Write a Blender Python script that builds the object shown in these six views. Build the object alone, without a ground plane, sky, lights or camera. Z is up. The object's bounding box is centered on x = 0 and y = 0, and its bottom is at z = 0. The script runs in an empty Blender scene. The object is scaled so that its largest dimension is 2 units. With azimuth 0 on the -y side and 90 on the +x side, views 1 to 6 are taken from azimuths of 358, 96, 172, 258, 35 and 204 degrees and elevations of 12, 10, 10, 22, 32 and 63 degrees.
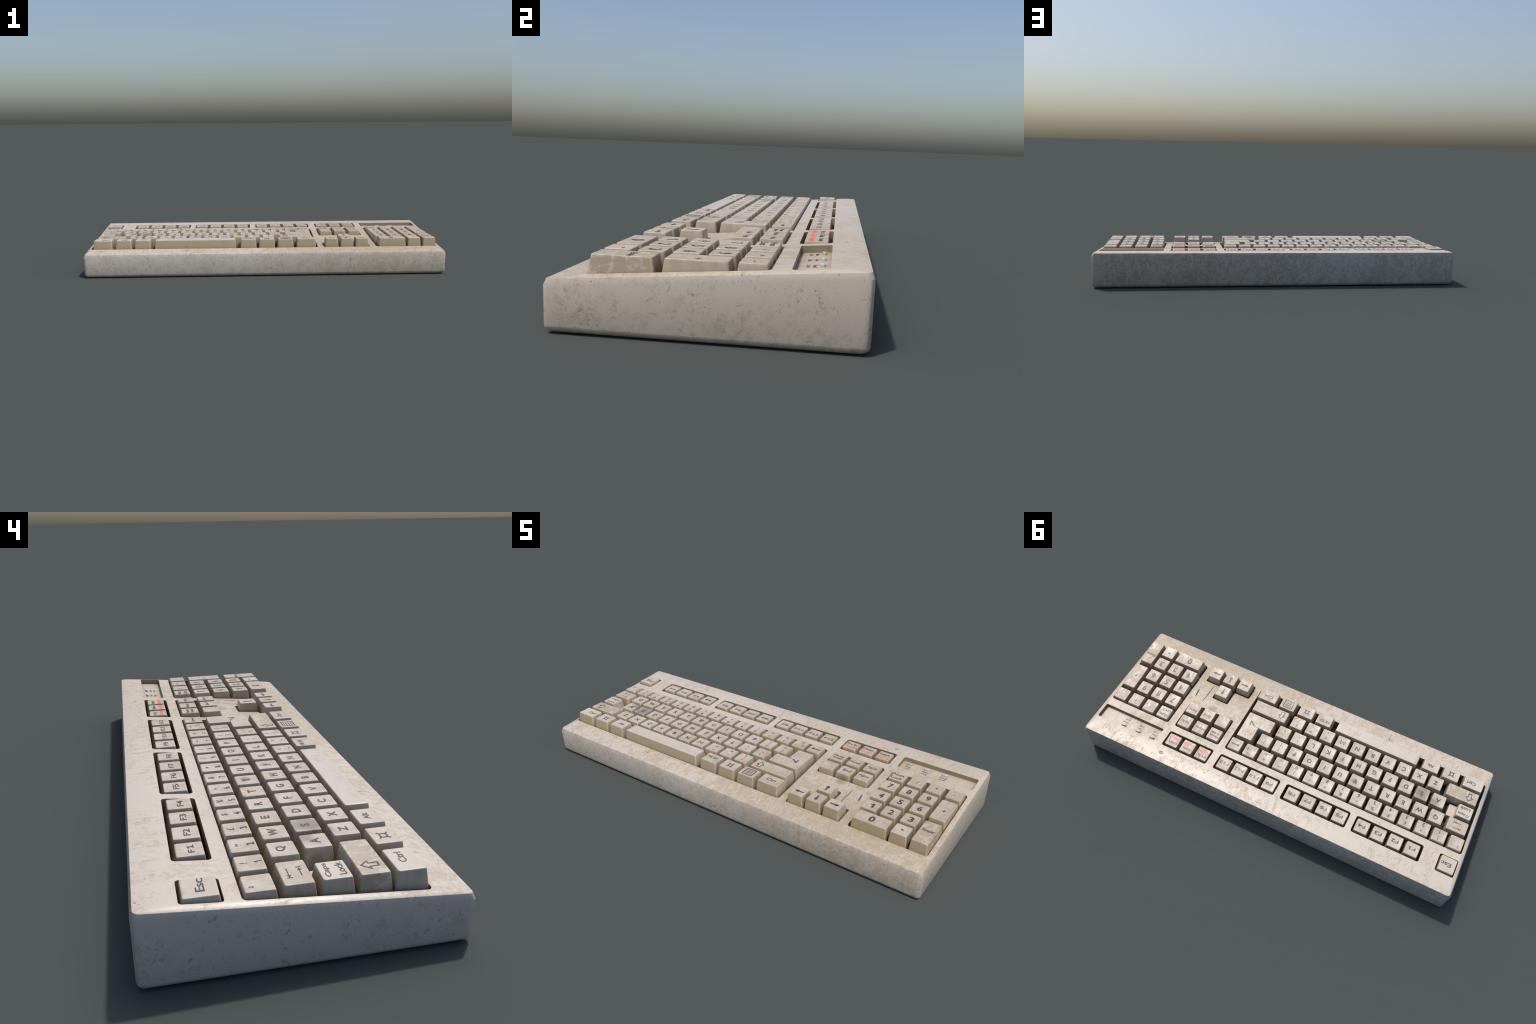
import bpy, bmesh, math, random
from mathutils import Vector, Matrix

random.seed(11)
COL = bpy.context.scene.collection

# ------------------------------------------------------------------ helpers
def new_obj(name, mesh, parent=None, loc=(0, 0, 0), mats=()):
    ob = bpy.data.objects.new(name, mesh)
    COL.objects.link(ob)
    ob.location = loc
    if parent is not None:
        ob.parent = parent
    if mesh is not None:
        for m in mats:
            if m.name not in [s.name for s in mesh.materials if s]:
                mesh.materials.append(m)
    return ob

def mesh_from_bm(bm, name, smooth=True):
    me = bpy.data.meshes.new(name)
    bmesh.ops.recalc_face_normals(bm, faces=bm.faces)
    for f in bm.faces:
        f.smooth = smooth
    bm.to_mesh(me)
    bm.free()
    return me

def rect(x0, y0, x1, y1):
    return [(x0, y0), (x1, y0), (x1, y1), (x0, y1)]

def grow(poly, ox, oy):
    """Move every edge of an axis-aligned CCW outline outwards."""
    n = len(poly)
    out = []
    for i, p in enumerate(poly):
        x, y = p
        for a, b in ((poly[i - 1], p), (p, poly[(i + 1) % n])):
            dx, dy = b[0] - a[0], b[1] - a[1]
            if abs(dx) < 1e-9:
                x += ox if dy > 0 else -ox
            else:
                y += -oy if dx > 0 else oy
        out.append((x, y))
    return out

def rounded(poly, r, seg):
    """Round the corners (convex or concave) of a polygon."""
    n = len(poly)
    pts = []
    for i in range(n):
        p = Vector(poly[i])
        a = (Vector(poly[i - 1]) - p).normalized()
        b = (Vector(poly[(i + 1) % n]) - p).normalized()
        c = p + (a + b) * r
        s, e = p + a * r - c, p + b * r - c
        for k in range(seg + 1):
            t = k / seg * math.pi / 2
            q = c + s * math.cos(t) + e * math.sin(t)
            pts.append((q.x, q.y))
    return pts

def subdivided(pts, seg):
    """Cut the straight runs between rounded corners into k equal pieces."""
    n = len(pts)
    out = []
    for i in range(n):
        a, b = pts[i], pts[(i + 1) % n]
        k = 7 if i % seg == seg - 1 else 1
        out += [(a[0] + (b[0] - a[0]) * j / k, a[1] + (b[1] - a[1]) * j / k) for j in range(k)]
    return out

def loft(bm, rings):
    """Skin a stack of equally long vertex rings, returns list of BMVert rings."""
    vr = [[bm.verts.new(p) for p in r] for r in rings]
    for a, b in zip(vr, vr[1:]):
        n = len(a)
        for i in range(n):
            bm.faces.new((a[i], a[(i + 1) % n], b[(i + 1) % n], b[i]))
    return vr

# ------------------------------------------------------------------ node helper
class NT:
    def __init__(self, name):
        self.mat = bpy.data.materials.new(name)
        self.mat.use_nodes = True
        self.t = self.mat.node_tree
        self.t.nodes.clear()
        self.out = self.t.nodes.new('ShaderNodeOutputMaterial')
        self.bsdf = self.t.nodes.new('ShaderNodeBsdfPrincipled')
        self.t.links.new(self.bsdf.outputs[0], self.out.inputs[0])
        self.coord = self.t.nodes.new('ShaderNodeTexCoord')
        self.geo = self.t.nodes.new('ShaderNodeNewGeometry')
        self.info = self.t.nodes.new('ShaderNodeObjectInfo')

    def plug(self, sock, v):
        if isinstance(v, bpy.types.NodeSocket):
            self.t.links.new(v, sock)
        elif v is not None:
            sock.default_value = v

    def math(self, op, a, b=None, c=None, clamp=False):
        n = self.t.nodes.new('ShaderNodeMath')
        n.operation = op
        n.use_clamp = clamp
        for s, v in zip(n.inputs, (a, b, c)):
            self.plug(s, v)
        return n.outputs[0]

    def vmath(self, op, a, b=None):
        n = self.t.nodes.new('ShaderNodeVectorMath')
        n.operation = op
        self.plug(n.inputs[0], a)
        if b is not None:
            self.plug(n.inputs[1], b)
        return n.outputs['Value'] if op in ('DISTANCE', 'LENGTH', 'DOT_PRODUCT') else n.outputs[0]

    def noise(self, scale, detail=5, rough=.55, dist=0.0, vec=None, w=None):
        n = self.t.nodes.new('ShaderNodeTexNoise')
        if w is not None:
            n.noise_dimensions = '4D'
            self.plug(n.inputs['W'], w)
        self.plug(n.inputs['Vector'], vec if vec is not None else self.coord.outputs['Object'])
        n.inputs['Scale'].default_value = scale
        n.inputs['Detail'].default_value = detail
        n.inputs['Roughness'].default_value = rough
        n.inputs['Distortion'].default_value = dist
        return n.outputs[0]

    def voronoi(self, scale, vec=None):
        n = self.t.nodes.new('ShaderNodeTexVoronoi')
        self.plug(n.inputs['Vector'], vec if vec is not None else self.coord.outputs['Object'])
        n.inputs['Scale'].default_value = scale
        return n.outputs['Distance'], n.outputs['Color']

    def mapping(self, rot=(0, 0, 0), scale=(1, 1, 1), loc=(0, 0, 0), vec=None):
        n = self.t.nodes.new('ShaderNodeMapping')
        self.plug(n.inputs['Vector'], vec if vec is not None else self.coord.outputs['Object'])
        n.inputs['Rotation'].default_value = rot
        n.inputs['Scale'].default_value = scale
        n.inputs['Location'].default_value = loc
        return n.outputs[0]

    def step(self, v, lo, hi, a=0.0, b=1.0):
        n = self.t.nodes.new('ShaderNodeMapRange')
        n.interpolation_type = 'SMOOTHSTEP'
        self.plug(n.inputs['Value'], v)
        n.inputs['From Min'].default_value = lo
        n.inputs['From Max'].default_value = hi
        n.inputs['To Min'].default_value = a
        n.inputs['To Max'].default_value = b
        return n.outputs[0]

    def mix(self, f, a, b, mode='MIX'):
        n = self.t.nodes.new('ShaderNodeMix')
        n.data_type = 'RGBA'
        n.blend_type = mode
        self.plug(n.inputs[0], f)
        for s, v in ((n.inputs[6], a), (n.inputs[7], b)):
            if isinstance(v, tuple):
                v = (*v, 1.0)[:4]
            self.plug(s, v)
        return n.outputs[2]

    def sep(self, v):
        n = self.t.nodes.new('ShaderNodeSeparateXYZ')
        self.plug(n.inputs[0], v)
        return n.outputs

    def ao(self, dist, samples=8):
        n = self.t.nodes.new('ShaderNodeAmbientOcclusion')
        n.samples = samples
        n.inputs['Distance'].default_value = dist
        return n.outputs['AO']

    def bump(self, h, strength=.2, dist=.001):
        n = self.t.nodes.new('ShaderNodeBump')
        n.inputs['Strength'].default_value = strength
        n.inputs['Distance'].default_value = dist
        self.plug(n.inputs['Height'], h)
        return n.outputs[0]

    def smudge(self, pts, vec):
        """Soft-edged dirty spots round given places (x, y, z, radius, strength)."""
        total = None
        wob = self.noise(38, 4, .6)
        for x, y, z, r, s in pts:
            d = self.vmath('DISTANCE', vec, (x, y, z))
            d = self.math('MULTIPLY_ADD', wob, r * .9, d)
            m = self.math('MULTIPLY', self.step(d, r * .75, r * 1.45, 1, 0), s)
            total = m if total is None else self.math('MAXIMUM', total, m)
        return total

    def segment(self, vec, a, b, w):
        """Mask of a straight mark from a to b, w wide."""
        a, b = Vector(a), Vector(b)
        ab = b - a
        rel = self.vmath('SUBTRACT', vec, tuple(a))
        t = self.math('DIVIDE', self.vmath('DOT_PRODUCT', rel, tuple(ab)), ab.length_squared, clamp=True)
        sc = self.t.nodes.new('ShaderNodeVectorMath')
        sc.operation = 'SCALE'
        sc.inputs[0].default_value = tuple(ab)
        self.plug(sc.inputs['Scale'], t)
        d = self.vmath('DISTANCE', rel, sc.outputs[0])
        # taper towards both ends
        k = self.math('MULTIPLY', self.math('MULTIPLY', t, self.math('SUBTRACT', 1.0, t)), 4.0)
        d = self.math('DIVIDE', d, self.math('MULTIPLY_ADD', self.math('POWER', k, .5), .75, .25))
        return self.step(d, w * .35, w * .65, 1, 0)

CREAM = (.57, .485, .395)
TAN = (.405, .325, .235)
BROWN = (.20, .145, .09)

# ------------------------------------------------------------------ materials
def case_material():
    m = NT('aged_case_plastic')
    P = m.coord.outputs['Object']
    x, y, z = m.sep(P)
    nx, ny, nz = m.sep(m.geo.outputs['Normal'])
    up = m.step(nz, .45, .75)
    front = m.step(ny, -.5, -.8)
    back = m.step(ny, .5, .8)
    ends = m.step(m.math('ABSOLUTE', nx), .5, .8)
    big = m.noise(4.5, 5, .6, .6)
    mid = m.noise(24, 8, .70, .6)
    smear = m.noise(30, 8, .66, 1.3, m.mapping((.3, .5, .65), (1, .32, .55)))
    fine = m.noise(72, 6, .66, 1.1)
    v = m.math('MULTIPLY_ADD', big, .17, m.math('MULTIPLY', mid, .23))
    v = m.math('MULTIPLY_ADD', smear, .28, v)
    v = m.math('MULTIPLY_ADD', fine, .32, v)
    # how much of the grime survives on each face; the typist's side is the dirtiest
    lean = m.math('ADD', m.step(y, .18, -.33, -.014, .026), m.step(x, -.45, .3, -.014, .010))
    lean = m.math('MULTIPLY', lean, up)
    lean = m.math('MULTIPLY_ADD', front, .018, lean)
    lean = m.math('MULTIPLY_ADD', back, .022, lean)
    lean = m.math('MULTIPLY_ADD', ends, m.math('ADD', m.step(z, .13, .03, -.022, .006), m.math('ADD', m.step(nx, .5, .9, .0, -.004), m.step(nx, -.5, -.9, .0, -.034))), lean)
    v = m.math('ADD', v, lean)
    stain = m.step(v, .475, .565)
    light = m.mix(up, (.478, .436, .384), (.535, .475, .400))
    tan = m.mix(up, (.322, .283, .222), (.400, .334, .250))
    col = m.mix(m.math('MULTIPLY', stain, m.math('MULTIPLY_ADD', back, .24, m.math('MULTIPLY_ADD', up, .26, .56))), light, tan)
    # paler scuffs rubbed through the grime
    scuff = m.noise(44, 9, .74, 1.8, m.mapping((0, 0, -.8), (1, .40, .8)))
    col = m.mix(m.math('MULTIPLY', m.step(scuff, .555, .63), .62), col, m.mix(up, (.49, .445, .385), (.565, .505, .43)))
    # specks and curly scratches
    blot = m.noise(58, 4, .72, 1.0)
    gate = m.noise(8, 3, .5)
    sp = m.math('MULTIPLY', m.step(blot, .585, .65), m.step(gate, .34, .54))
    sp = m.math('MULTIPLY', sp, m.math('MULTIPLY_ADD', up, -.6, 1.0))
    col = m.mix(m.math('MULTIPLY', sp, .75), col, (.255, .215, .150))
    curl = m.noise(13, 1.5, .5, 2.4)
    line = m.step(m.math('ABSOLUTE', m.math('SUBTRACT', curl, .5)), .0, .007, 1, 0)
    line = m.math('MULTIPLY', line, m.step(m.noise(13, 2, .5), .56, .64))
    col = m.mix(m.math('MULTIPLY', line, .40), col, (.25, .20, .14))
    curl2 = m.noise(34, 1.5, .5, 2.0)
    hook = m.step(m.math('ABSOLUTE', m.math('SUBTRACT', curl2, .5)), .0, .022, 1, 0)
    hook = m.math('MULTIPLY', hook, m.step(m.noise(21, 2, .5), .56, .62))
    col = m.mix(m.math('MULTIPLY', m.math('MULTIPLY', hook, m.math('SUBTRACT', 1.0, up)), .38), col, (.27, .23, .165))
    vd, vc = m.voronoi(30)
    vr, _, _ = m.sep(vc)
    dot = m.math('MULTIPLY', m.step(vd, .045, .085, 1, 0), m.step(vr, .66, .70))
    col = m.mix(m.math('MULTIPLY', dot, .7), col, (.10, .09, .075))
    # occluded corners and wells darkened in the colour, tan then brown
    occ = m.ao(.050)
    crevice_tint = m.step(m.math('MULTIPLY_ADD', mid, -.30, occ), .72, .36)
    col = m.mix(m.math('MULTIPLY', m.math('MULTIPLY', crevice_tint, up), .70), col, (.36, .275, .165))
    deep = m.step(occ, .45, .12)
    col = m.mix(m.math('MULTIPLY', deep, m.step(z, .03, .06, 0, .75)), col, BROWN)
    inner = m.math('MULTIPLY', m.step(m.math('ABSOLUTE', x), .990, .985), m.step(m.math('ABSOLUTE', y), .365, .360))
    inner = m.math('MULTIPLY', inner, m.step(nz, .6, .4))
    col = m.mix(m.math('MULTIPLY', inner, .85), col, (.225, .178, .112))
    smg = m.smudge([(.5675, .320, .186, .0135, .60), (.47, -.035, .16, .030, .50), (.56, -.035, .16, .022, .35), (.61, -.05, .16, .016, .35),  # first spot paints the hollow of the rear dent darker
                    (-.954, .362, .187, .006, .7), (-.44, -.30, .137, .02, .3)], P)
    col = m.mix(smg, col, (.21, .165, .125))
    # the keypad end has yellowed more
    col = m.mix(m.step(x, -.35, .65), col, (.915, .885, .835), 'MULTIPLY')
    for p, q, w in (((.5374, -.1835, .1462), (.5440, -.055, .1572), .0042), ((.5985, -.120, .1517), (.5930, -.069, .1558), .0085),
                    ((-.4362, -.353, .1280), (-.4379, -.298, .1371), .0026)):
        col = m.mix(m.math('MULTIPLY', m.segment(P, p, q, w), .85), col, (.115, .095, .08))
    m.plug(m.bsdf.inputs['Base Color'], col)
    r = m.math('MULTIPLY_ADD', stain, .12, .395)
    r = m.math('MULTIPLY_ADD', m.math('SUBTRACT', mid, .5), .24, r)
    m.plug(m.bsdf.inputs['Roughness'], r)
    h = m.math('MULTIPLY_ADD', m.noise(230, 3, .6), .4, m.math('MULTIPLY_ADD', line, -.7, smear))
    m.plug(m.bsdf.inputs['Normal'], m.bump(h, .30, .0012))
    return m.mat

def key_material(name, pale=0.0, blotchy=0.0):
    m = NT(name)
    P = m.coord.outputs['Object']
    x, y, z = m.sep(P)
    rnd = m.info.outputs['Random']
    W = m.math('MULTIPLY', rnd, 60.0)
    world = m.geo.outputs['Position']
    wx, wy, wz = m.sep(world)
    nx, ny, nz = m.sep(m.geo.outputs['Normal'])
    a = m.noise(24, 7, .64, .6, w=W)
    b = m.noise(62, 7, .68, 1.2, m.mapping((.2, .1, .5), (1, .36, 1)), w=W)
    v = m.math('MULTIPLY_ADD', a, .5, m.math('MULTIPLY', b, .5))
    v = m.math('ADD', v, m.math('MULTIPLY', m.math('SUBTRACT', rnd, .5), .09))
    v = m.math('MULTIPLY_ADD', m.step(wx, .25, .40), .016, v)
    if blotchy:
        v = m.math('MULTIPLY_ADD', m.noise(38, 6, .62, .9, w=W), .70, m.math('MULTIPLY', b, .30))
        stain = m.step(v, .44, .52)
    else:
        stain = m.step(v, .44 + .10 * pale, .58 + .14 * pale)
    light = m.mix(pale, (.505, .448, .378), (.555, .502, .438))
    col = m.mix(m.math('MULTIPLY', stain, .95 if blotchy else .72), light, (.385, .322, .242))
    # fine dark fibres and specks
    fib = m.noise(42, 2, .5, 2.0, w=W)
    ln = m.step(m.math('ABSOLUTE', m.math('SUBTRACT', fib, .5)), 0, .010, 1, 0)
    ln = m.math('MULTIPLY', ln, m.step(m.noise(25, 2, .5, w=W), .55, .62))
    col = m.mix(m.math('MULTIPLY', ln, .38), col, (.24, .19, .135))
    sp = m.step(m.noise(130, 3, .6, w=W), .66, .74)
    col = m.mix(m.math('MULTIPLY', sp, .40), col, (.25, .20, .145))
    # vertical runs on the flanks
    run = m.noise(60, 5, .6, .2, m.mapping((0, 0, 0), (1, 1, .12)), w=W)
    side = m.step(nz, .75, .45)
    flank = m.mix(m.step(run, .34, .70), (.450, .398, .330), (.365, .310, .235))
    if not blotchy:
        col = m.mix(m.math('MULTIPLY', side, .7), col, flank)
    # yellowed front faces, dusty only along their top lip
    front = m.step(ny, -.66, -.88)
    lip = m.math('MULTIPLY_ADD', m.math('SUBTRACT', m.noise(46, 6, .68, .6, w=W), .5), .10, z)
    keep = m.math('SUBTRACT', 1.0, m.math('MULTIPLY', m.step(lip, .000, .010), .55))
    yellow = m.mix(m.step(z, -.02, -.06), (.345, .283, .182), (.300, .240, .148))
    col = m.mix(m.math('MULTIPLY', front, keep), col, yellow)
    # darker brown in the gaps between the keys, masked by the AO node
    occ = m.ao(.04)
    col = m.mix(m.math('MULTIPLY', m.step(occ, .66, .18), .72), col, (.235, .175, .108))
    smg = m.smudge([(-.697, -.068, .18, .058, .70), (-.764, -.045, .18, .036, .62), (-.815, -.06, .15, .030, .55), (-.735, -.115, .18, .024, .55),
                    (-.695, .000, .17, .018, .35), (-.373, .022, .183, .023, .75), (-.269, -.058, .183, .017, .55),
                    (-.444, -.112, .176, .020, .9), (-.452, -.147, .184, .006, .6), (-.462, -.092, .184, .012, .35),
                    (.465, -.022, .155, .032, .75), (.535, -.018, .148, .016, .55), (.120, .050, .175, .010, .4),
                    (-.445, -.272, .150, .014, .30)], world)
    col = m.mix(smg, col, (.165, .138, .120))
    col = m.mix(m.step(wx, -.35, .65), col, (.93, .895, .84), 'MULTIPLY')
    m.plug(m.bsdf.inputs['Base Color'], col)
    r = m.math('MULTIPLY_ADD', stain, .10, .40)
    m.plug(m.bsdf.inputs['Roughness'], m.math('MULTIPLY_ADD', m.math('SUBTRACT', b, .5), .25, r))
    h = m.math('MULTIPLY_ADD', m.noise(260, 3, .6), .4, b)
    m.plug(m.bsdf.inputs['Normal'], m.bump(h, .25, .0010))
    return m.mat

def ink_material(name, colour, worn):
    m = NT(name)
    W = m.math('MULTIPLY', m.info.outputs['Random'], 40.0)
    f = m.step(m.noise(75, 5, .65, .4, w=W), .50, .72)
    col = m.mix(m.math('MULTIPLY', f, worn), colour, (.46, .385, .30))
    m.plug(m.bsdf.inputs['Base Color'], col)
    m.bsdf.inputs['Roughness'].default_value = .45
    return m.mat

def lamp_material(name, colour):
    m = NT(name)
    n = m.noise(90, 3, .5)
    m.plug(m.bsdf.inputs['Base Color'], m.mix(m.step(n, .4, .7), colour, tuple(c * .8 for c in colour)))
    m.bsdf.inputs['Roughness'].default_value = .35
    m.bsdf.inputs['Coat Weight'].default_value = .1
    return m.mat

M_CASE = case_material()
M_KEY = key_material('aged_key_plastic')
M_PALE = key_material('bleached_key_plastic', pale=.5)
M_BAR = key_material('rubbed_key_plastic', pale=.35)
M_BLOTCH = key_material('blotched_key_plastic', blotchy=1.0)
M_INK = ink_material('faded_grey_ink', (.046, .046, .050), .34)
M_RED = ink_material('red_ink', (.90, .105, .095), .25)
M_LAMP = lamp_material('grey_lamp_plastic', (.50, .51, .55))
M_GREEN = lamp_material('green_lamp_plastic', (.33, .48, .35))

# ------------------------------------------------------------------ root
root = bpy.data.objects.new('computer_keyboard', None)
COL.objects.link(root)
root['label'] = 'worn beige full-size computer keyboard with grimy chunky keys'
root['category'] = 'computer keyboard'

# ------------------------------------------------------------------ case
XE, YE = 1.0, .3745                   # half extents of the shell
SLOPE, RIM, CROWN = .0818, .1557, .0060

def rim_z(y):
    return RIM + SLOPE * y

def top_z(x, y):
    """Height of the crowned top: a tilted plane rolled off towards the rim."""
    tx = min(1, max(0, (XE - .006 - abs(x)) / .022))
    ty = min(1, max(0, (YE - .006 - abs(y)) / .080))
    t = min(tx, ty)
    return rim_z(y) + CROWN * (1 - (1 - t) ** 2)

def shell_outline(inset, zf, r):
    base = rect(-XE + inset, -YE + inset, XE - inset, YE - inset)
    pts = rounded(base, max(.004, r - inset * .4), 4)
    out = []
    n = len(pts)
    for i in range(n):
        a, b = pts[i], pts[(i + 1) % n]
        L = math.hypot(b[0] - a[0], b[1] - a[1])
        k = 48 if L > 1.2 else (24 if L > .4 else 1)
        for j in range(k):
            # cluster the cuts towards the ends, where the crown bends
            t = j / k
            t = .5 - .5 * math.cos(math.pi * t)
            q = (a[0] + (b[0] - a[0]) * t, a[1] + (b[1] - a[1]) * t)
            out.append((q[0], q[1], zf(*q)))
    return out

def build_shell():
    bm = bmesh.new()
    R = .016
    rings = [shell_outline(.0145, lambda x, y: 0.0, R),
             shell_outline(.0060, lambda x, y: .0052, R),
             shell_outline(.0015, lambda x, y: .0115, R),
             shell_outline(.0, lambda x, y: .0185, R),
             shell_outline(.0, lambda x, y: rim_z(y) - .0150, R),
             shell_outline(.0062, lambda x, y: rim_z(y), R)]
    for ins in (.0074, .0085, .011, .014, .018, .023, .028, .036, .046, .058, .072, .088):
        rings.append(shell_outline(ins, top_z, R))
    vr = loft(bm, rings)
    bm.faces.new(vr[0][::-1])
    bm.faces.new(vr[-1])
    return mesh_from_bm(bm, 'case')

case_ob = new_obj('case', build_shell(), root)

# openings: one prism each; depth is measured along z
WELL_F = .075
WY0, WY1 = -.2768, .1466              # front and back edge of the key wells
FY0, FY1 = .1840, .2772               # the same for the function row
wells = [
    (rect(-.9768, WY0, .3003, WY1), .012),                    # main block
    (rect(-.9768, FY0 - .001, -.8850, FY1), .008),            # escape
    (rect(-.8040, FY0, -.4560, FY1), .011),
    (rect(-.4240, FY0, -.0765, FY1), .011),
    (rect(-.0425, FY0, .2975, FY1), .011),
    (rect(.3375, FY0, .5930, FY1), .011),
    (rect(.3362, -.0230, .5945, WY1), .012),                  # navigation
    ([(.3350, WY0), (.5950, WY0), (.5950, -.1875), (.5110, -.1875), (.5110, -.1015),
      (.4180, -.1015), (.4180, -.1875), (.3350, -.1875)], .007),   # cursor keys
    (rect(.6325, WY0 - .001, .9740, WY1 + .001), .012),       # number pad
]
PANEL = (.6300, .1925, .9750, .2775)
PANEL_D = .020

def cutter_mesh():
    bm = bmesh.new()
    for poly, r in wells:
        pts = rounded(poly, r, 5)
        vr = loft(bm, [[(x, y, WELL_F) for x, y in pts], [(x, y, .26) for x, y in pts]])
        bm.faces.new(vr[0][::-1])
        bm.faces.new(vr[1])
    pts = rounded(rect(*PANEL), .007, 4)
    flo = lambda x, y: RIM + CROWN + SLOPE * y - PANEL_D
    vr = loft(bm, [[(x, y, flo(x, y)) for x, y in pts], [(x, y, .26) for x, y in pts]])
    bm.faces.new(vr[0][::-1])
    bm.faces.new(vr[1])

    def gouge(p, q, width, depth, n=9):
        """Spindle-shaped cut along the surface from p to q."""
        p, q = Vector(p), Vector(q)
        d = (q - p).normalized()
        nrm = Vector((-d.y, d.x))
        rings = []
        for i in range(n):
            t = i / (n - 1)
            c = p.lerp(q, t)
            s = max(.06, math.sin(math.pi * (.04 + .92 * t)) ** .6)
            z = top_z(c.x, c.y)
            w = width * .5 * s
            rings.append([(c.x + nrm.x * w, c.y + nrm.y * w, z + .0004),
                          (c.x, c.y, z - depth * s),
                          (c.x - nrm.x * w, c.y - nrm.y * w, z + .0004),
                          (c.x, c.y, z + .004)])
        v = loft(bm, rings)
        bm.faces.new(v[0][::-1])
        bm.faces.new(v[-1])

    gouge((.5374, -.1835), (.5440, -.055), .0040, .0030)     # long straight crack
    gouge((.5985, -.120), (.5930, -.069), .0080, .0040)      # stab mark
    gouge((-.4362, -.353), (-.4379, -.298), .0024, .0020)    # front lip crack
    rnd = random.Random(5)
    for cx, cy, n, spread, ln in ((.322, .303, 6, .024, .022), (.330, .262, 2, .008, .012),
                                  (.452, -.052, 3, .010, .020), (.495, -.040, 4, .018, .016),
                                  (.612, -.047, 2, .010, .016)):
        for i in range(n):
            a = rnd.uniform(-.5, .5) + (rnd.choice((.9, -.7)) if cy < 0 else 0)
            px, py = cx + rnd.uniform(-spread, spread), cy + rnd.uniform(-spread, spread) * .35
            l = ln * rnd.uniform(.5, 1)
            gouge((px - l / 2 * math.cos(a), py - l / 2 * math.sin(a)),
                  (px + l / 2 * math.cos(a), py + l / 2 * math.sin(a)), .0028, .0010, 5)
    # a shallow dent behind the print-screen group
    dx, dy = .5675, .3200
    mat = Matrix.Translation((dx, dy, top_z(dx, dy) + .0042)) @ Matrix.Diagonal((.0170, .0120, .0070, 1))
    bmesh.ops.create_uvsphere(bm, u_segments=20, v_segments=12, radius=1, matrix=mat)
    me = mesh_from_bm(bm, 'well_cutter', False)
    return me

cut = new_obj('well_cutter', cutter_mesh())
mod = case_ob.modifiers.new('wells', 'BOOLEAN')
mod.operation = 'DIFFERENCE'
mod.object = cut
mod.solver = 'EXACT'
mod.use_self = True
bpy.context.view_layer.update()
dg = bpy.context.evaluated_depsgraph_get()
me = bpy.data.meshes.new_from_object(case_ob.evaluated_get(dg))
case_ob.modifiers.clear()
case_ob.data = me
me.name = 'case'
bpy.data.objects.remove(cut)
bm = bmesh.new()
bm.from_mesh(me)
for f in bm.faces:
    f.smooth = True
for e in bm.edges:
    if len(e.link_faces) == 2:
        # the shell shades smoothly; well walls and the crown's rim stay crisp
        e.smooth = e.calc_face_angle(0) < math.radians(26)
        a, b = e.verts
        on_rim = all(abs(v.co.z - rim_z(v.co.y)) < 2e-4 and
                     (abs(v.co.x) > XE - .012 or abs(v.co.y) > YE - .012) for v in (a, b))
        if on_rim:
            e.smooth = False
bm.to_mesh(me)
bm.free()
me.materials.clear()
me.materials.append(M_CASE)

# ------------------------------------------------------------------ lettering
_glyphs = {}

def text_mesh(body, bold):
    k = (body, bold)
    if k not in _glyphs and '1' in body:
        # draw the numeral one with a flag (and a foot on the function keys)
        vs, fs, pen = [], [], 0.0
        for ch in body:
            if ch == '1':
                w = .095 + 1.6 * bold
                marks = [stroke([(.06, .52), (.26, .69), (.26, 0)], w)]
                if len(body) > 1:
                    marks.append(stroke([(.06, w / 2), (.46, w / 2)], w))
                gv, gf, adv = [], [], .52
                for mv, mf in marks:
                    gf += [tuple(i + len(gv) for i in f) for f in mf]
                    gv += mv
            else:
                gv, gf = text_mesh(ch, bold)
                x0 = min(v.x for v in gv)
                gv = [Vector((v.x - x0 + .04, v.y, 0)) for v in gv]
                adv = max(v.x for v in gv) + .07
            fs += [tuple(i + len(vs) for i in f) for f in gf]
            vs += [Vector((v.x + pen, v.y, 0)) for v in gv]
            pen += adv
        _glyphs[k] = (vs, fs)
    if k not in _glyphs:
        cu = bpy.data.curves.new('lettering', 'FONT')
        cu.body = body
        cu.size = 1
        cu.resolution_u = 3
        cu.offset = bold
        cu.space_character = .96
        ob = bpy.data.objects.new('lettering', cu)
        COL.objects.link(ob)
        bpy.context.view_layer.update()
        d = bpy.context.evaluated_depsgraph_get()
        me = bpy.data.meshes.new_from_object(ob.evaluated_get(d))
        vs = [v.co.copy() for v in me.vertices]
        fs = [tuple(p.vertices) for p in me.polygons]
        bpy.data.objects.remove(ob)
        bpy.data.meshes.remove(me)
        _glyphs[k] = (vs, fs)
    return _glyphs[k]

def stroke(points, w, closed=False):
    """Flat ribbon following a polyline."""
    vs, fs = [], []
    P = [Vector(p) for p in points]
    n = len(P)
    for i in range(n):
        a = P[i - 1] if (i or closed) else None
        b = P[(i + 1) % n] if (i < n - 1 or closed) else None
        d1 = (P[i] - a).normalized() if a is not None else None
        d2 = (b - P[i]).normalized() if b is not None else None
        d1, d2 = d1 or d2, d2 or d1
        t = (d1 + d2).normalized()
        nrm = Vector((-t.y, t.x))
        k = 1 / max(.5, nrm.dot(Vector((-d1.y, d1.x))))
        vs += [P[i] + nrm * (w / 2 * k), P[i] - nrm * (w / 2 * k)]
    for i in range(n if closed else n - 1):
        j = (i + 1) % n
        fs.append((2 * i, 2 * i + 1, 2 * j + 1, 2 * j))
    return [Vector((v.x, v.y, 0)) for v in vs], fs

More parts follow.
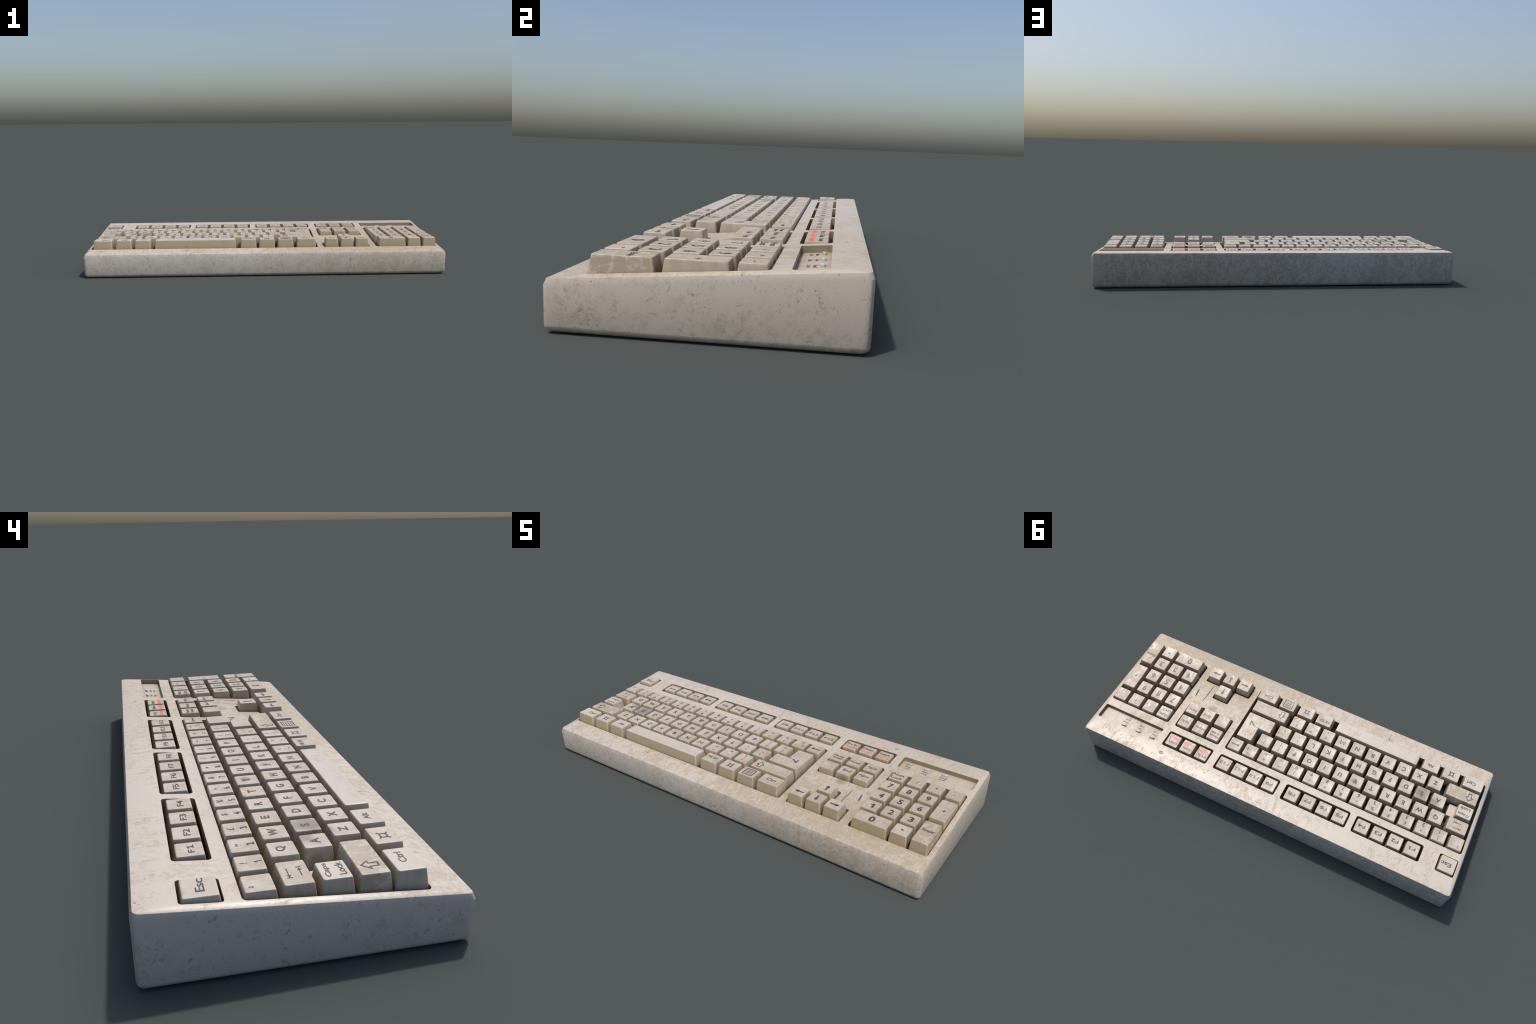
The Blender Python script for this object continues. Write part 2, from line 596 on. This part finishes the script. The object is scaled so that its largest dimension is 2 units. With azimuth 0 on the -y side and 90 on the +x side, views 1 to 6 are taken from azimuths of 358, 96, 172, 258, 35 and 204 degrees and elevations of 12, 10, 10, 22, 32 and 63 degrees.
def arrow(dx, dy, L, head, w):
    """Solid arrow of length L pointing along (dx, dy), centred on the origin."""
    d, n = Vector((dx, dy)), Vector((-dy, dx))
    tip, tail, neck = d * L / 2, -d * L / 2, d * (L / 2 - head)
    pts = [tail + n * w / 2, tail - n * w / 2, neck - n * w / 2, neck - n * head * .62, tip,
           neck + n * head * .62, neck + n * w / 2]
    return [Vector((p.x, p.y, 0)) for p in pts], [(0, 1, 2, 6), (3, 4, 5), (2, 3, 5, 6)]

def place(part, cx, cy, h=None, w=None, lean=0.0):
    vs, fs = part
    x0, x1 = min(v.x for v in vs), max(v.x for v in vs)
    y0, y1 = min(v.y for v in vs), max(v.y for v in vs)
    sy = h / (y1 - y0) if h else None
    sx = w / (x1 - x0) if w else None
    sx, sy = sx or sy or 1, sy or sx or 1
    mx, my = (x0 + x1) / 2, (y0 + y1) / 2
    return [Vector(((v.x - mx) * sx + (v.y - my) * sy * lean + cx, (v.y - my) * sy + cy, 0)) for v in vs], fs

def ink(parts, height, name, lift=.00045):
    """Join flat pieces, cut them finely enough to lie on a dished key top, give them thickness."""
    bm = bmesh.new()
    for (vs, fs), mi in parts:
        bv = [bm.verts.new(v) for v in vs]
        for f in fs:
            try:
                bm.faces.new([bv[i] for i in f]).material_index = mi
            except ValueError:
                pass
    bmesh.ops.remove_doubles(bm, verts=bm.verts, dist=1e-6)
    bmesh.ops.triangulate(bm, faces=bm.faces)
    long = [e for e in bm.edges if e.calc_length() > .006]
    if long:
        bmesh.ops.subdivide_edges(bm, edges=long, cuts=2)
        bmesh.ops.triangulate(bm, faces=bm.faces)
    for v in bm.verts:
        v.co.z = height(v.co.x, v.co.y) + lift
    for f in bm.faces:
        if f.normal.z < 0:
            f.normal_flip()
    low = bmesh.ops.extrude_face_region(bm, geom=bm.faces[:])
    for v in low['geom']:
        if isinstance(v, bmesh.types.BMVert):
            v.co.z -= lift * 1.6
    me = bpy.data.meshes.new(name)
    bmesh.ops.recalc_face_normals(bm, faces=bm.faces)
    bm.to_mesh(me)
    bm.free()
    me.materials.append(M_INK)
    me.materials.append(M_RED)
    return me

# ------------------------------------------------------------------ keys
KEY_TOP = .185

def key_rings(poly, depth):
    """Outline of a key cap at increasing distance below its top face."""
    rows = [(depth, .0062, .0086, .0070), (.050, .0056, .0080, .0066), (.028, .0034, .0051, .0060),
            (.0060, .0011, .0016, .0052), (.0020, .0004, .0006, .0048), (.0006, -.0002, -.0002, .0045),
            (0.0, -.0012, -.0012, .0040)]
    out = []
    for t, ox, oy, r in rows:
        if t == .050 and depth < .06:
            continue
        out.append([(x, y, -t) for x, y in subdivided(rounded(grow(poly, ox, oy), r, 4), 5)])
    return out

def add_cap(bm, poly, depth, dish, zoff=0.0):
    rings = [[(x, y, z + zoff) for x, y, z in r] for r in key_rings(poly, depth)]
    vr = loft(bm, rings)
    bm.faces.new(vr[0][::-1])
    if len(poly) == 4:
        cx = sum(p[0] for p in poly) / 4
        cy = sum(p[1] for p in poly) / 4
        prev = vr[-1]
        n = len(prev)
        for s in (.93, .83, .71, .58, .44, .29, .13):
            cur = []
            for v0 in rings[-1]:
                px, py = cx + (v0[0] - cx) * s, cy + (v0[1] - cy) * s
                cur.append(bm.verts.new((px, py, zoff - dish(px - cx, py - cy))))
            for i in range(n):
                bm.faces.new((prev[i], prev[(i + 1) % n], cur[(i + 1) % n], cur[i]))
            prev = cur
        bm.faces.new(prev)
    else:
        return bm.faces.new(vr[-1])

def dish_for(w, d, amount):
    a, b = w / 2, d / 2
    def f(x, y):
        return amount * max(0, 1 - (x / a) ** 2) * max(0, 1 - (y / b) ** 2)
    return f

_caps = {}

def cap_mesh(w, d, amount, mat, depth=.085):
    k = (round(w, 4), round(d, 4), amount, mat.name)
    if k not in _caps:
        bm = bmesh.new()
        add_cap(bm, rect(-w / 2, -d / 2, w / 2, d / 2), depth, dish_for(w, d, amount))
        me = mesh_from_bm(bm, 'key')
        me.materials.append(mat)
        _caps[k] = me
    return _caps[k]

U = .0652                                 # edge of a single key's top face
DISH = .0022

def T(s, x=0, y=0, h=.022, w=None, red=False, bold=None, lean=0.0):
    if bold is None:
        bold = (.028 if s.isalnum() else .006) if len(s) == 1 else .015
    return (place(text_mesh(s, bold), x, y, h, w, lean), 1 if red else 0)

def G(shape, red=False):
    return (shape, 1 if red else 0)

def letter_m(h, w=.0036):
    return G(stroke([(-.5 * h, -.5 * h), (-.40 * h, .5 * h), (0, -.28 * h), (.40 * h, .5 * h), (.5 * h, -.5 * h)], w))

def key(cx, cy, parts=(), w=U, d=U, mat=None, top=KEY_TOP, dish=DISH, name='key'):
    mat = mat or M_KEY
    ob = new_obj(name, cap_mesh(w, d, dish, mat), root, (cx, cy, top))
    f = dish_for(w, d, dish)
    if parts:
        lg = ink(list(parts), lambda x, y: -f(x, y), 'legend')
        new_obj('legend', lg, ob)
    return ob

R0, R1, R2, R3, R4, R5 = .2310, .1060, .0203, -.0655, -.1510, -.2335
PITCH = .08497

# function row ------------------------------------------------------
key(-.9333, .2300, [T('Esc', .0085, -.001, .020, .050)], w=.0745, d=.0760, top=.1915, dish=.0015)
for g, x0 in enumerate((-.7570, -.3820, -.0010)):
    for i in range(4):
        n = g * 4 + i + 1
        key(x0 + i * (.0857 if g < 2 else .0849), R0, [T('F%d' % n, .003, -.003, .0175, .036 if n < 10 else .050)])
for x, a, b in ((.3790, 'Prt Sc', 'Sys Rq'), (.4645, 'Delete', 'Scr Lk'), (.5485, 'Insert', 'Num Lk')):
    key(x, R0, [T(a, -.003, .0130, .0150, .049), T(b, .001, -.0135, .0160, .060, red=True, bold=.026)])

# number row --------------------------------------------------------
x = -.9350
key(x, R1, [T('2', -.012, .017, .0105)])
for i, (lo, hi) in enumerate(zip('1234567890-=', '!"\u00a3$%^&*()_+')):
    px = x + PITCH * (i + 1)
    small = hi in '"^*_+'
    p = [T(lo, .003, -.0185, .0035 if lo == '-' else (.009 if lo == '=' else .0185), .011 if lo in '-=' else None)]
    p.append(T(hi, .002, .0145, {'"': .007, '^': .008, '*': .013, '_': .003, '+': .013}.get(hi, .0185),
               {'_': .018, '"': .010}.get(hi)))
    key(px, R1, p)
key(x + PITCH * 13, R1, [G(place(stroke([(0, 0), (0, 1)], .12), .017, -.008, .017, .003)),
                         G(place(stroke([(0, 0), (0, 1)], .12), -.017, -.016, .006, .003)),
                         G(stroke([(-.006, .020), (.010, .020), (.010, .014)], .003))])
key(x + PITCH * 14, R1, [G(arrow(-1, 0, .048, .0150, .0060))])

# letter rows -------------------------------------------------------
tab = [G(stroke([(.020, .014), (-.012, .014)], .0024)), G(place(arrow(-1, 0, .012, .009, .002), -.010, .014)),
       G(stroke([(-.018, .020), (-.018, .008)], .0026)),
       G(stroke([(-.014, -.014), (.018, -.014)], .0024)), G(place(arrow(1, 0, .012, .009, .002), .012, -.014)),
       G(stroke([(.022, -.020), (.022, -.008)], .0026))]
key(-.9120, R2, tab, w=.0965)
for i, c in enumerate('QWERTYUIOP'):
    key(-.8045 + .0849 * i, R2, [T(c, .003, .002, .0260 if c == 'Q' else .0235)])
for i, (lo, hi) in enumerate((('[', '{'), (']', '}'))):
    key(-.8045 + .0849 * (10 + i), R2, [T(lo, .003, -.017, .021), T(hi, .002, .012, .021)])
for i, c in enumerate('ASDFGHJKL'):
    key(-.7845 + PITCH * i, R3, [T(c, .002, .0, .0240)])
key(-.7845 + PITCH * 9, R3, [G(place(text_mesh('.', .05), .0, -.010, .0065)), G(place(text_mesh('.', .05), .0, .011, .0065))])
key(-.7845 + PITCH * 10, R3, [T("'", -.002, -.013, .011, .0045), T('.', .002, .008, .0055),
                             T('+', .024, .010, .0125, red=True, bold=.03)])
for i, c in enumerate('ZXCVBNM'):
    key(-.7410 + PITCH * i, R4, [letter_m(.0225) if c == 'M' else T(c, .002, -.0, .0230)])
key(-.7410 + PITCH * 7, R4, [T(',', .004, -.020, .009), T('<', .004, .014, .014)])
key(-.7410 + PITCH * 8, R4, [T('.', .006, -.016, .0045), T('>', .004, .017, .014)])
key(-.7410 + PITCH * 9, R4, [T('/', .001, -.013, .019), T('?', .001, .014, .0195),
                             G(stroke([(.014, -.031), (.027, -.014)], .004), red=True)])

def shift_arrow(cx, cy, w, h):
    pts = [(-.22, 0), (.22, 0), (.22, .52), (.5, .52), (0, 1), (-.5, .52), (-.22, .52)]
    return stroke([(cx + a * w, cy + (b - .5) * h) for a, b in pts], .0040, True)

key(-.8808, R4, [G(shift_arrow(-.036, .001, .034, .040))], w=.1530, mat=M_BLOTCH, dish=.0025)
key(.1808, R4, [G(shift_arrow(-.061, -.004, .034, .041))], w=.1865, dish=.0025)

# stepped caps lock: a tall cap on the left, a low shelf on the right
bm = bmesh.new()
add_cap(bm, rect(-.0360, -.0326, .0360, .0326), .085, dish_for(.072, U, DISH))
add_cap(bm, rect(-.0330, -.0318, .0765, .0326), .045, lambda a, b: 0, -.0440)
caps = mesh_from_bm(bm, 'key')
caps.materials.append(M_PALE)
ob = new_obj('key', caps, root, (-.9212, R3, KEY_TOP))
fd = dish_for(.072, U, DISH)
new_obj('legend', ink([T('Caps', .003, .0145, .017, .056), T('Lock', .004, -.0165, .017, .052)],
                      lambda a, b: -fd(a, b), 'legend'), ob)

# the L-shaped return key
ex, ey = .2022, -.0240
L = [(.1285 - ex, -.0985 - ey), (.2762 - ex, -.0985 - ey), (.2762 - ex, .0525 - ey), (.1945 - ex, .0525 - ey),
     (.1945 - ex, -.0300 - ey), (.1285 - ex, -.0300 - ey)]
bm = bmesh.new()
add_cap(bm, L, .085, None)
enter = mesh_from_bm(bm, 'key')
max((p for p in enter.polygons if p.normal.z > .9), key=lambda p: p.area).use_smooth = False
enter.materials.append(M_KEY)
ob = new_obj('key', enter, root, (ex, ey, KEY_TOP))
new_obj('legend', ink([G(stroke([(.2440 - ex, -.028 - ey), (.2445 - ex, -.052 - ey), (.2180 - ex, -.032 - ey)], .0062)),
                       G(stroke([(.2140 - ex, -.031 - ey), (.1900 - ex, -.031 - ey)], .0022))],
                      lambda a, b: 0, 'legend'), ob)

# bottom row --------------------------------------------------------
def sun_sign(r):
    ring = stroke([(r * .55 * math.cos(t * math.tau / 20), r * .55 * math.sin(t * math.tau / 20)) for t in range(20)],
                  .0044, True)
    out = [G(ring)]
    for a in (45, 135, 225, 315):
        c, s = math.cos(math.radians(a)), math.sin(math.radians(a))
        out.append(G(stroke([(c * r * .62, s * r * .62), (c * r * 1.18, s * r * 1.18)], .0046)))
    return out

def menu_sign(w, h):
    out = [G(stroke([(-w / 2, -h / 2), (w / 2, -h / 2), (w / 2, h / 2), (-w / 2, h / 2)], .0042, True))]
    for i in range(4):
        yy = h * (.30 - .2 * i)
        out.append(G(stroke([(-w * .33, yy), (w * .33, yy)], .0030)))
    return out

key(-.9120, R5, [T('Ctrl', .011, .003, .0185, .044)], w=.0965, mat=M_PALE)
key(-.7952, R5, sun_sign(.017), w=.0810)
key(-.6885, R5, [T('Alt', .003, .002, .0175, .034)], w=.0810)
key(-.3930, R5, [], w=.4470, dish=.0012, name='space_bar', mat=M_BAR)
key(-.0933, R5, [T('Alt Gr', -.004, .010, .0165, .058)], w=.0810)
key(.0108, R5, sun_sign(.017), w=.0810)
key(.1165, R5, menu_sign(.047, .044), w=.0810)
key(.2338, R5, [T('Ctrl', -.002, .004, .0185, .046)], w=.1000)

# navigation and cursor keys ---------------------------------------
NX = (.3795, .4650, .5505)
key(NX[0], .1040, [T('Pause', -.002, .011, .0135, .048), T('Break', .001, -.008, .0135, .046)])
key(NX[1], .1040, [T('Home', -.002, .002, .015, .052)])
key(NX[2], .1040, [T('PgUp', .002, .000, .016, .044)])
key(NX[0], .0180)
key(NX[1], .0180, [T('End', .002, .006, .016, .038)])
key(NX[2], .0180, [T('PgDn', .000, .006, .015, .044)])
key(NX[1] - .0005, -.1468, [G(arrow(0, 1, .040, .0165, .0075))])
key(NX[0], -.2345, [G(arrow(-1, 0, .042, .0165, .0070))])
key(NX[1], -.2345, [G(arrow(0, -1, .038, .0155, .0075))])
key(NX[2], -.2345, [G(arrow(1, 0, .042, .0160, .0075))])

# number pad --------------------------------------------------------
PX = (.6762, .7618, .8475, .9330)
PY = (.1060, .0195, -.0672, -.1538, -.2375)
key(PX[0], PY[0], [T('Num', -.004, .014, .019, .050), T('Lock', -.003, -.013, .019, .052)])
key(PX[1], PY[0], [T('/', .002, .004, .023)])
key(PX[2], PY[0], [T('*', .002, .006, .013)])
key(PX[3], PY[0], [T('-', -.004, -.002, .003, .011)])
for r in range(3):
    for c in range(3):
        key(PX[c], PY[1 + r], [T('789456123'[r * 3 + c], .002, .001, .0335, .0205, bold=.028)])
key((.6505 + .7950) / 2, PY[4], [T('0', -.002, .000, .037, .025, bold=.032)], w=.1445, dish=.0025)
key(PX[2], PY[4], [T('.', .001, .004, .0095, .011)], mat=M_BAR)
key(PX[3], (.0525 - .0995) / 2, [T('+', .002, -.002, .018)], d=.1460, dish=.0028)
key(PX[3], (-.1245 - .2695) / 2, [T('Enter', .003, .014, .0165, .049)], d=.1440, dish=.0028, mat=M_BLOTCH)

# ------------------------------------------------------------------ indicator panel
def panel_floor(x, y):
    return RIM + CROWN + SLOPE * y - PANEL_D

for i, (lx, word) in enumerate(((.6640, 'Num'), (.7475, 'Caps'), (.8325, 'Scroll'))):
    bm = bmesh.new()
    bmesh.ops.create_cube(bm, size=1, matrix=Matrix.Diagonal((.0245, .0095, .0105, 1)))
    bmesh.ops.bevel(bm, geom=bm.edges[:] + bm.verts[:], offset=.0006, segments=1, affect='EDGES')
    lm = mesh_from_bm(bm, 'indicator_lamp')
    lm.materials.append(M_GREEN if i == 0 else M_LAMP)
    o = new_obj('indicator_lamp', lm, case_ob, (lx, .2575, panel_floor(lx, .2575) + .0020))
    o.rotation_euler = (math.atan(SLOPE), 0, 0)
    lab = ink([T(word, lx, .2395, .0115, .028 if i < 2 else .031, bold=.02), T('Lock', lx, .2235, .0115, .028, bold=.02)],
              panel_floor, 'indicator_label', .0003)
    new_obj('indicator_label', lab, case_ob)
